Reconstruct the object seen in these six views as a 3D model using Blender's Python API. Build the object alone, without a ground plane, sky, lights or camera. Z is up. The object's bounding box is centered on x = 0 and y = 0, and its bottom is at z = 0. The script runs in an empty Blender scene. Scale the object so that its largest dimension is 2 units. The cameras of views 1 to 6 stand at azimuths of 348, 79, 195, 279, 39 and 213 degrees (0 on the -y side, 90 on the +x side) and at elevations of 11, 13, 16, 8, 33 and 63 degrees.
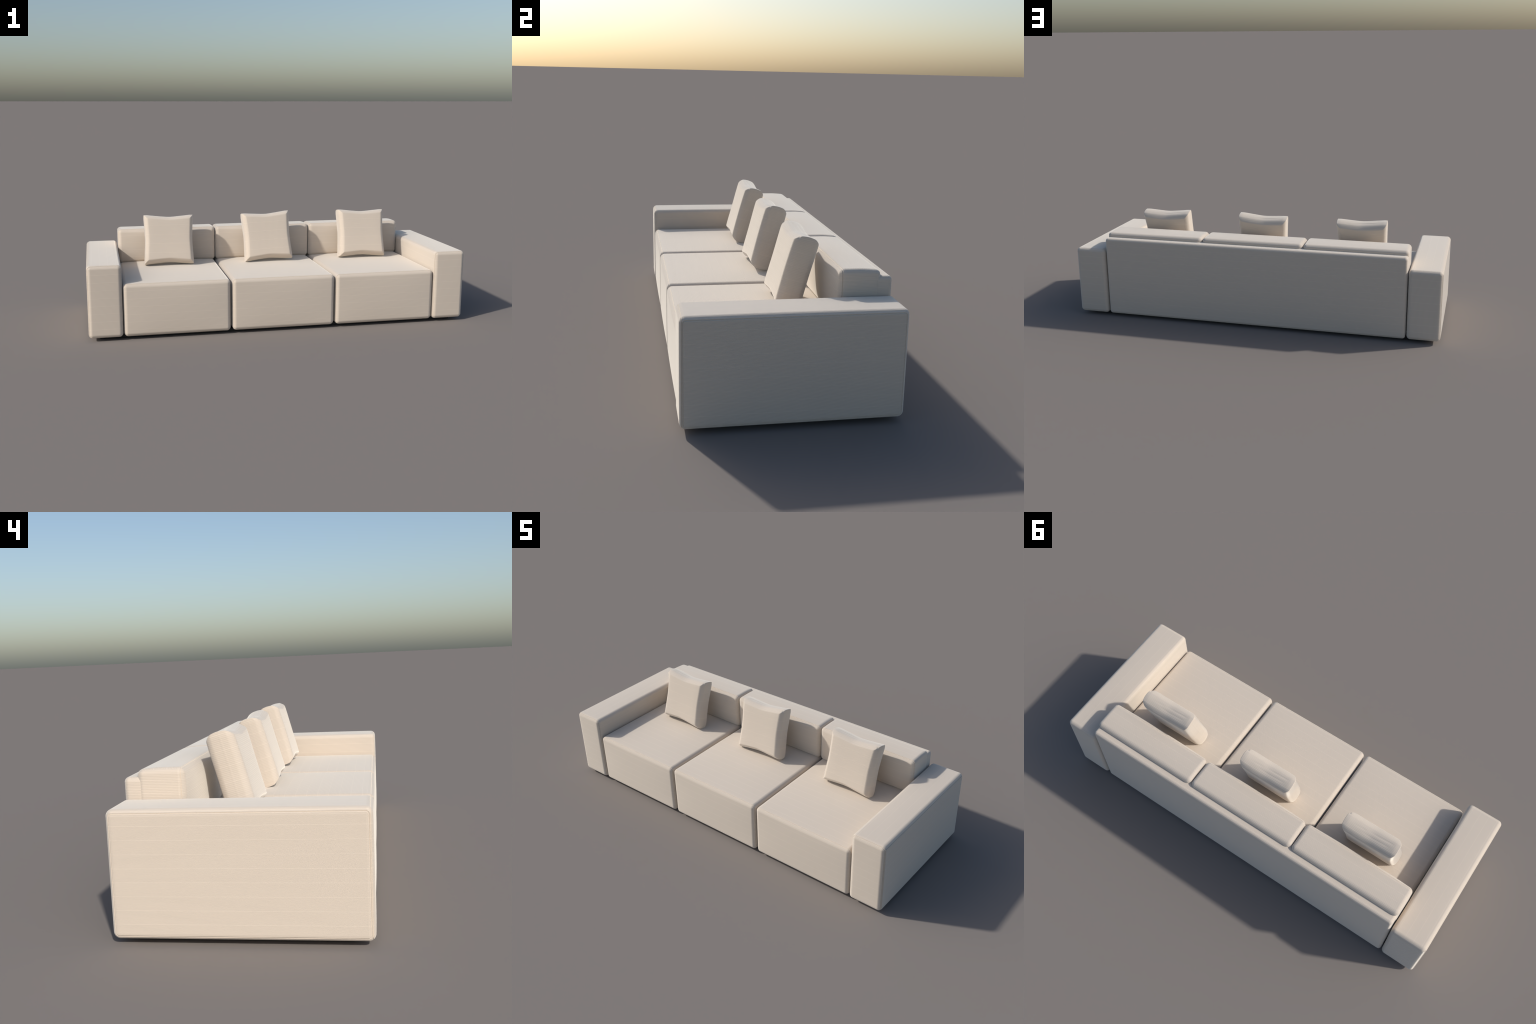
"""Low modular three-seat sofa in cream ribbed fabric with three throw pillows.
Blocks are soft-edged boxes with a sewn seam running round the panel edges;
the pillows are boxed pillows with concave edges, leaning back on the seats."""
import bpy, math
import numpy as np
from math import radians, sin, cos, tan, pi
from mathutils import Matrix, Vector

# ------------------------------------------------------------------ sizes
ARM_OUT, ARM_IN = 1.000, 0.8290          # armrest side faces (|x|)
DEPTH = 0.3630                           # front / rear faces (|y|)
Z_BOTTOM = 0.0150                        # underside of all upholstered blocks
Z_ARM = 0.3855
Z_SEAT = 0.2865
SEAT_BACK_Y = 0.314
MODULES = [(-0.8245, -0.2810), (-0.2715, 0.2715), (0.2810, 0.8245)]   # seat blocks (x)
CUSHIONS = [(-0.8250, -0.2785), (-0.2740, 0.2740), (0.2785, 0.8250)]  # back cushions (x)
ARM_DEPTH = 0.3660
CUSHION_Y = (0.1785, 0.3220)
CUSHION_Z = (0.2820, 0.4750)
FRAME_Y = (0.2900, 0.3630)
FRAME_X = 0.8230
Z_FRAME = 0.4480
BLOCK_R = 0.0205                         # edge rounding of the blocks


# --------------------------------------------------------------- materials
def node(nt, kind, x=0, y=0, **props):
    n = nt.nodes.new(kind)
    n.location = (x, y)
    for k, v in props.items():
        setattr(n, k, v)
    return n


def math_node(nt, op, a, b=None, c=None):
    n = node(nt, 'ShaderNodeMath', operation=op)
    for i, v in enumerate((a, b, c)):
        if v is None:
            continue
        if isinstance(v, (int, float)):
            n.inputs[i].default_value = v
        else:
            nt.links.new(v, n.inputs[i])
    return n.outputs[0]


def mix_value(nt, fac, a, b):
    """a where fac = 0, b where fac = 1"""
    return math_node(nt, 'ADD', math_node(nt, 'MULTIPLY', a, math_node(nt, 'SUBTRACT', 1.0, fac)),
                     math_node(nt, 'MULTIPLY', b, fac))


def fabric(name, colour, rib, stripe, top_axis, rib_depth, contrast):
    """Ribbed upholstery. Ribs run level round the upright faces; on the top they
    run across `top_axis`. Every `stripe` metres one pale thread is woven in."""
    m = bpy.data.materials.new(name)
    m.use_nodes = True
    nt = m.node_tree
    nt.nodes.clear()
    out = node(nt, 'ShaderNodeOutputMaterial', 900, 0)
    bsdf = node(nt, 'ShaderNodeBsdfPrincipled', 600, 0)
    nt.links.new(bsdf.outputs[0], out.inputs[0])
    tc = node(nt, 'ShaderNodeTexCoord', -1200, 0)
    pos = node(nt, 'ShaderNodeSeparateXYZ', -1000, 100)
    nor = node(nt, 'ShaderNodeSeparateXYZ', -1000, -100)
    nt.links.new(tc.outputs['Object'], pos.inputs[0])
    nt.links.new(tc.outputs['Normal'], nor.inputs[0])
    is_top = math_node(nt, 'GREATER_THAN', math_node(nt, 'ABSOLUTE', nor.outputs['Z']), 0.72)
    across = mix_value(nt, is_top, pos.outputs['Z'], pos.outputs[top_axis])
    along_h = math_node(nt, 'ADD', pos.outputs['X'], pos.outputs['Y'])

    # slight irregularity of the weave
    wob = node(nt, 'ShaderNodeTexNoise', -800, -300)
    wob.inputs['Scale'].default_value = 26.0
    wob.inputs['Detail'].default_value = 3.0
    nt.links.new(tc.outputs['Object'], wob.inputs['Vector'])
    wobble = math_node(nt, 'MULTIPLY', math_node(nt, 'SUBTRACT', wob.outputs['Fac'], 0.5), 0.0006)
    s = math_node(nt, 'ADD', across, wobble)
    ribs = math_node(nt, 'MULTIPLY_ADD', math_node(nt, 'SINE', math_node(nt, 'MULTIPLY', s, 2 * pi / rib)), 0.5, 0.5)
    # pale thread
    ph = math_node(nt, 'FRACT', math_node(nt, 'DIVIDE', s, stripe))
    d = math_node(nt, 'ABSOLUTE', math_node(nt, 'SUBTRACT', ph, 0.5))
    line = math_node(nt, 'LESS_THAN', d, 0.5 * 0.0022 / stripe)
    # fine yarn grain, drawn out along the ribs
    comb = node(nt, 'ShaderNodeCombineXYZ', -700, -600)
    nt.links.new(math_node(nt, 'MULTIPLY', along_h, 130.0), comb.inputs[0])
    nt.links.new(math_node(nt, 'MULTIPLY', s, 900.0), comb.inputs[1])
    grain = node(nt, 'ShaderNodeTexNoise', -500, -600)
    grain.inputs['Scale'].default_value = 1.0
    grain.inputs['Detail'].default_value = 2.0
    nt.links.new(comb.outputs[0], grain.inputs['Vector'])

    value = math_node(nt, 'MULTIPLY_ADD', ribs, contrast, 1.0 - contrast / 2)  # rib shading painted into base colour: crests lightened, grooves darkened, on top of bump
    value = math_node(nt, 'ADD', value, math_node(nt, 'MULTIPLY', line, 0.06))
    value = math_node(nt, 'ADD', value,
                      math_node(nt, 'MULTIPLY', math_node(nt, 'SUBTRACT', grain.outputs['Fac'], 0.5), 0.06))
    base = node(nt, 'ShaderNodeRGB', 0, 300)
    base.outputs[0].default_value = (*colour, 1)
    tint = node(nt, 'ShaderNodeVectorMath', 200, 200, operation='SCALE')
    nt.links.new(base.outputs[0], tint.inputs[0])
    nt.links.new(value, tint.inputs['Scale'])
    nt.links.new(tint.outputs[0], bsdf.inputs['Base Color'])
    bsdf.inputs['Roughness'].default_value = 0.85
    bsdf.inputs['Specular IOR Level'].default_value = 0.2
    bsdf.inputs['Sheen Weight'].default_value = 0.9
    bsdf.inputs['Sheen Roughness'].default_value = 0.5
    bsdf.inputs['Sheen Tint'].default_value = (1.0, 0.95, 0.86, 1)

    height = math_node(nt, 'ADD', math_node(nt, 'MULTIPLY', ribs, 1.0), math_node(nt, 'MULTIPLY', grain.outputs['Fac'], 0.25))
    height = math_node(nt, 'ADD', height, math_node(nt, 'MULTIPLY', line, 0.6))
    bump = node(nt, 'ShaderNodeBump', 300, -300)
    bump.inputs['Strength'].default_value = 0.55
    bump.inputs['Distance'].default_value = rib_depth
    nt.links.new(height, bump.inputs['Height'])
    nt.links.new(bump.outputs[0], bsdf.inputs['Normal'])
    return m


def plain(name, colour, rough):
    m = bpy.data.materials.new(name)
    m.use_nodes = True
    nt = m.node_tree
    b = nt.nodes['Principled BSDF']
    tc = node(nt, 'ShaderNodeTexCoord', -700, 0)
    n = node(nt, 'ShaderNodeTexNoise', -500, 0)
    n.inputs['Scale'].default_value = 40
    nt.links.new(tc.outputs['Object'], n.inputs['Vector'])
    r = node(nt, 'ShaderNodeValToRGB', -300, 0)
    r.color_ramp.elements[0].color = (*[c * 0.85 for c in colour], 1)
    r.color_ramp.elements[1].color = (*[c * 1.15 for c in colour], 1)
    nt.links.new(n.outputs['Fac'], r.inputs[0])
    nt.links.new(r.outputs[0], b.inputs['Base Color'])
    b.inputs['Roughness'].default_value = rough
    return m


CREAM = (0.618, 0.533, 0.442)
ARM_CLOTH = fabric('armrest_fabric', CREAM, 0.00270, 0.0397, 'X', 0.00040, 0.24)
SEAT_CLOTH = fabric('seat_fabric', CREAM, 0.0046, 0.0397, 'Y', 0.00028, 0.06)
CUSHION_CLOTH = fabric('back_cushion_fabric', CREAM, 0.0048, 0.0397, 'Y', 0.00034, 0.06)
PILLOW_CLOTH = fabric('pillow_fabric', CREAM, 0.0056, 0.0500, 'Y', 0.00036, 0.05)
PLINTH_MAT = plain('plinth_black', (0.012, 0.012, 0.013), 0.6)


# ------------------------------------------------------------ mesh helpers
def axis_samples(half, r, inner, bevel):
    """Grid positions on one cube axis: even between the edges, by equal angle on the rounding."""
    core = half - r
    mid = list(np.linspace(-core, core, inner + 1))
    arc = [core + r * tan(radians(45.0 * k / bevel)) for k in range(1, bevel + 1)]
    return [-a for a in reversed(arc)] + mid + arc


def rounded_box(half, r, inner=(10, 10, 10), bevel=14):
    """Vertices, normals and quads of a box with spherical edge rounding, centred on 0."""
    ax = [axis_samples(half[i], r, inner[i], bevel) for i in range(3)]
    verts, index, quads = [], {}, []
    n = [len(a) for a in ax]

    def vid(i, j, k):
        key = (i, j, k)
        if key not in index:
            index[key] = len(verts)
            verts.append((ax[0][i], ax[1][j], ax[2][k]))
        return index[key]

    for a in range(3):
        b, c = (a + 1) % 3, (a + 2) % 3
        for side in (0, n[a] - 1):
            for p in range(n[b] - 1):
                for q in range(n[c] - 1):
                    quad = []
                    for dp, dq in ((0, 0), (1, 0), (1, 1), (0, 1)):
                        ijk = [0, 0, 0]
                        ijk[a], ijk[b], ijk[c] = side, p + dp, q + dq
                        quad.append(vid(*ijk))
                    quads.append(quad if side else quad[::-1])
    v = np.array(verts)
    core = np.array(half) - r
    near = np.clip(v, -core, core)
    d = v - near
    nrm = d / np.linalg.norm(d, axis=1)[:, None]
    return near + r * nrm, nrm, quads


def make_object(name, verts, quads, material, parent=None, location=(0, 0, 0)):
    me = bpy.data.meshes.new(name)
    me.from_pydata([tuple(p) for p in verts], [], quads)
    me.validate()
    me.polygons.foreach_set('use_smooth', [True] * len(me.polygons))
    me.materials.append(material)
    me.update()
    ob = bpy.data.objects.new(name, me)
    bpy.context.scene.collection.objects.link(ob)
    ob.location = location
    if parent:
        ob.parent = parent
    return ob


def seam(v, nrm, r, axis, sign, angle, depth=0.0021, width=0.0010):
    """Sewn groove round one panel: the line on the rounding where the surface has
    turned `angle` degrees away from the panel, with a slight pucker either side."""
    turn = np.arccos(np.clip(nrm[:, axis] * sign, -1, 1))
    dist = (turn - radians(angle)) * r
    g = -depth * np.exp(-(dist / width) ** 2) + 0.25 * depth * np.exp(-((np.abs(dist) - 2.6 * width) / (1.2 * width)) ** 2)
    return v + nrm * g[:, None]


def block(name, lo, hi, material, parent, seams=(), r=BLOCK_R, puff=(), dome=2.4, bevel=26, rear_drop=0.0):
    lo, hi = np.array(lo, float), np.array(hi, float)
    half, mid = (hi - lo) / 2, (hi + lo) / 2
    v, nrm, quads = rounded_box(half, r, bevel=bevel)
    # stuffing swells the broad faces into shallow domes that die out at the edges
    t = np.clip(np.abs(v) / (half - 0.3 * r), 0, 1)
    for a, sign, amount in puff:
        b, c = (a + 1) % 3, (a + 2) % 3
        facing = np.clip(nrm[:, a] * sign, 0, 1) ** 2
        v[:, a] += sign * amount * facing * (1 - t[:, b] ** dome) * (1 - t[:, c] ** dome)
    # the upper face falls away towards the rear
    v[:, 2] -= rear_drop * np.clip(nrm[:, 2], 0, 1) * np.clip(v[:, 1] / half[1], 0, 1) ** 1.5
    for axis, sign, angle in seams:
        v = seam(v, nrm, r, axis, sign, angle)
    return make_object(name, v, quads, material, parent, tuple(mid))


# -------------------------------------------------------------------- sofa
sofa = bpy.data.objects.new('modular_sofa', None)
bpy.context.scene.collection.objects.link(sofa)
sofa['label'] = 'low cream three-seat modular sofa with boxy arms'
sofa['category'] = 'sofa'

X, Y, Z = 0, 1, 2
for side in (-1, 1):
    xs = sorted((side * ARM_IN, side * ARM_OUT))
    block('armrest', (xs[0], -ARM_DEPTH, Z_BOTTOM), (xs[1], ARM_DEPTH, Z_ARM), ARM_CLOTH, sofa,
          seams=((Y, -1, 52), (X, side, 26)),
          puff=((Z, 1, 0.003), (Y, 1, 0.001), (Y, -1, 0.001)))

for x0, x1 in MODULES:
    block('seat', (x0, -DEPTH, Z_BOTTOM), (x1, SEAT_BACK_Y, Z_SEAT), SEAT_CLOTH, sofa,
          seams=((Y, -1, 60),), puff=((Z, 1, 0.0075), (Y, -1, 0.0055)))

block('backrest_frame', (-FRAME_X, FRAME_Y[0], Z_BOTTOM), (FRAME_X, FRAME_Y[1], Z_FRAME), CUSHION_CLOTH, sofa,
      r=0.016, puff=((Y, 1, 0.0045),))

for x0, x1 in CUSHIONS:
    block('back_cushion', (x0, CUSHION_Y[0], CUSHION_Z[0]), (x1, CUSHION_Y[1], CUSHION_Z[1]), CUSHION_CLOTH, sofa,
          seams=((Y, -1, 60),), puff=((Y, -1, 0.0115),), dome=4.0, rear_drop=0.006)

block('plinth', (-0.945, -0.320, 0.0), (0.945, 0.320, Z_BOTTOM + 0.002), PLINTH_MAT, sofa, r=0.002, bevel=3)


# ------------------------------------------------------------------ pillows
P_HALF = (0.1330, 0.0455, 0.1338)     # width, thickness, height (half sizes)
P_R = 0.0215


def pillow_vertices():
    v, nrm, quads = rounded_box(P_HALF, P_R, inner=(44, 14, 44), bevel=16)
    hx, hy, hz = P_HALF
    # seen from the front the corners are nearly square: open the quarter circle out
    over = np.clip(np.abs(v[:, (0, 2)]) - (np.array([hx, hz]) - P_R), 0, None)
    reach, widest = np.hypot(over[:, 0], over[:, 1]), np.max(over, axis=1)
    open_out = np.where(widest > 1e-6, 0.72 * (reach / np.maximum(widest, 1e-6) - 1), 0)
    v[:, 0] += np.sign(v[:, 0]) * over[:, 0] * open_out
    v[:, 2] += np.sign(v[:, 2]) * over[:, 1] * open_out
    x, y, z = v[:, 0].copy(), v[:, 1].copy(), v[:, 2].copy()
    ux, uz = np.clip(np.abs(x) / hx, 0, 1), np.clip(np.abs(z) / hz, 0, 1)

    def vee(t):                       # 1 in the middle, 0 at the corners, nearly straight between
        return 1 - np.sqrt(t * t + 0.02) / math.sqrt(1.02)

    # edges drawn in between the corners
    x2 = x * (1 - 0.058 * vee(uz))
    z2 = z * (1 - 0.104 * vee(ux))
    # corners pulled out into points
    corner = (ux ** 9) * (uz ** 9)
    x2 += np.sign(x) * 0.0015 * corner
    z2 += np.sign(z) * 0.0015 * corner
    # faces: full in the middle, edges rounded over more on the rear, slimmer at the tips
    face = (1 - ux ** 6) * (1 - uz ** 6)
    y2 = y * (1 - 0.14 * corner) + np.sign(nrm[:, 1]) * np.abs(nrm[:, 1]) ** 2 * 0.003 * face
    # gusset bellies out across the thickness
    belly = 1 - np.clip(np.abs(y) / hy, 0, 1) ** 2
    x2 += np.sign(x) * np.abs(nrm[:, 0]) * 0.0050 * belly - np.sign(x) * np.abs(nrm[:, 0]) * 0.0020
    z2 += np.sign(z) * np.abs(nrm[:, 2]) * 0.0110 * belly - np.sign(z) * np.abs(nrm[:, 2]) * 0.0075
    v = np.stack([x2, y2, z2], 1)

    # dimple beside the upper front corner, where the two seams meet
    def dent(cx, cy, cz, rad, depth):
        d2 = (v[:, 0] - cx) ** 2 + (v[:, 1] - cy) ** 2 + (v[:, 2] - cz) ** 2
        return -depth * np.exp(-d2 / rad ** 2)
    push = dent(hx - 0.0025, -hy + 0.010, hz - 0.005, 0.0055, 0.0045)
    push = push + dent(-hx + 0.004, -hy + 0.008, -hz + 0.004, 0.005, 0.0030)
    # creases along the upper gusset and a ridge seam up the side gussets
    up = np.clip(nrm[:, 2], 0, 1) ** 4
    for cy, x0, x1, amp in ((-0.012, -0.112, 0.02, 0.0016), (0.008, -0.100, 0.05, 0.0012), (-0.004, 0.02, 0.095, 0.0009)):
        line = cy + 0.004 * np.sin((v[:, 0] - x0) * 16)
        fade = np.clip((v[:, 0] - x0) / 0.02, 0, 1) * np.clip((x1 - v[:, 0]) / 0.05, 0, 1)
        push = push - up * fade * amp * np.exp(-((v[:, 1] - line) / 0.0028) ** 2)
    sidew = np.abs(nrm[:, 0]) ** 4
    push = push + sidew * 0.0006 * np.exp(-((v[:, 1] + 0.004) / 0.0014) ** 2)
    return v + nrm * push[:, None], quads


PV, PQ = pillow_vertices()
pillow_mesh = None
# centre on the seat (x), lean back, turn in its own plane (degrees)
for cx, cy, cz, lean, turn in ((-0.5535, 0.0677, 0.4285, 15.2, 1.1),
                               (-0.0010, 0.0677, 0.4295, 15.2, -2.3),
                               (0.5550, 0.0677, 0.4285, 15.2, 1.1)):
    if pillow_mesh is None:
        ob = make_object('throw_pillow', PV, PQ, PILLOW_CLOTH)
        pillow_mesh = ob.data
    else:
        ob = bpy.data.objects.new('throw_pillow', pillow_mesh)
        bpy.context.scene.collection.objects.link(ob)
    ob.matrix_world = (Matrix.Translation((cx, cy, cz)) @ Matrix.Rotation(radians(-lean), 4, 'X')
                       @ Matrix.Rotation(radians(turn), 4, 'Y'))
    ob['label'] = 'square cream throw pillow with pinched corners'
    ob['category'] = 'pillow'
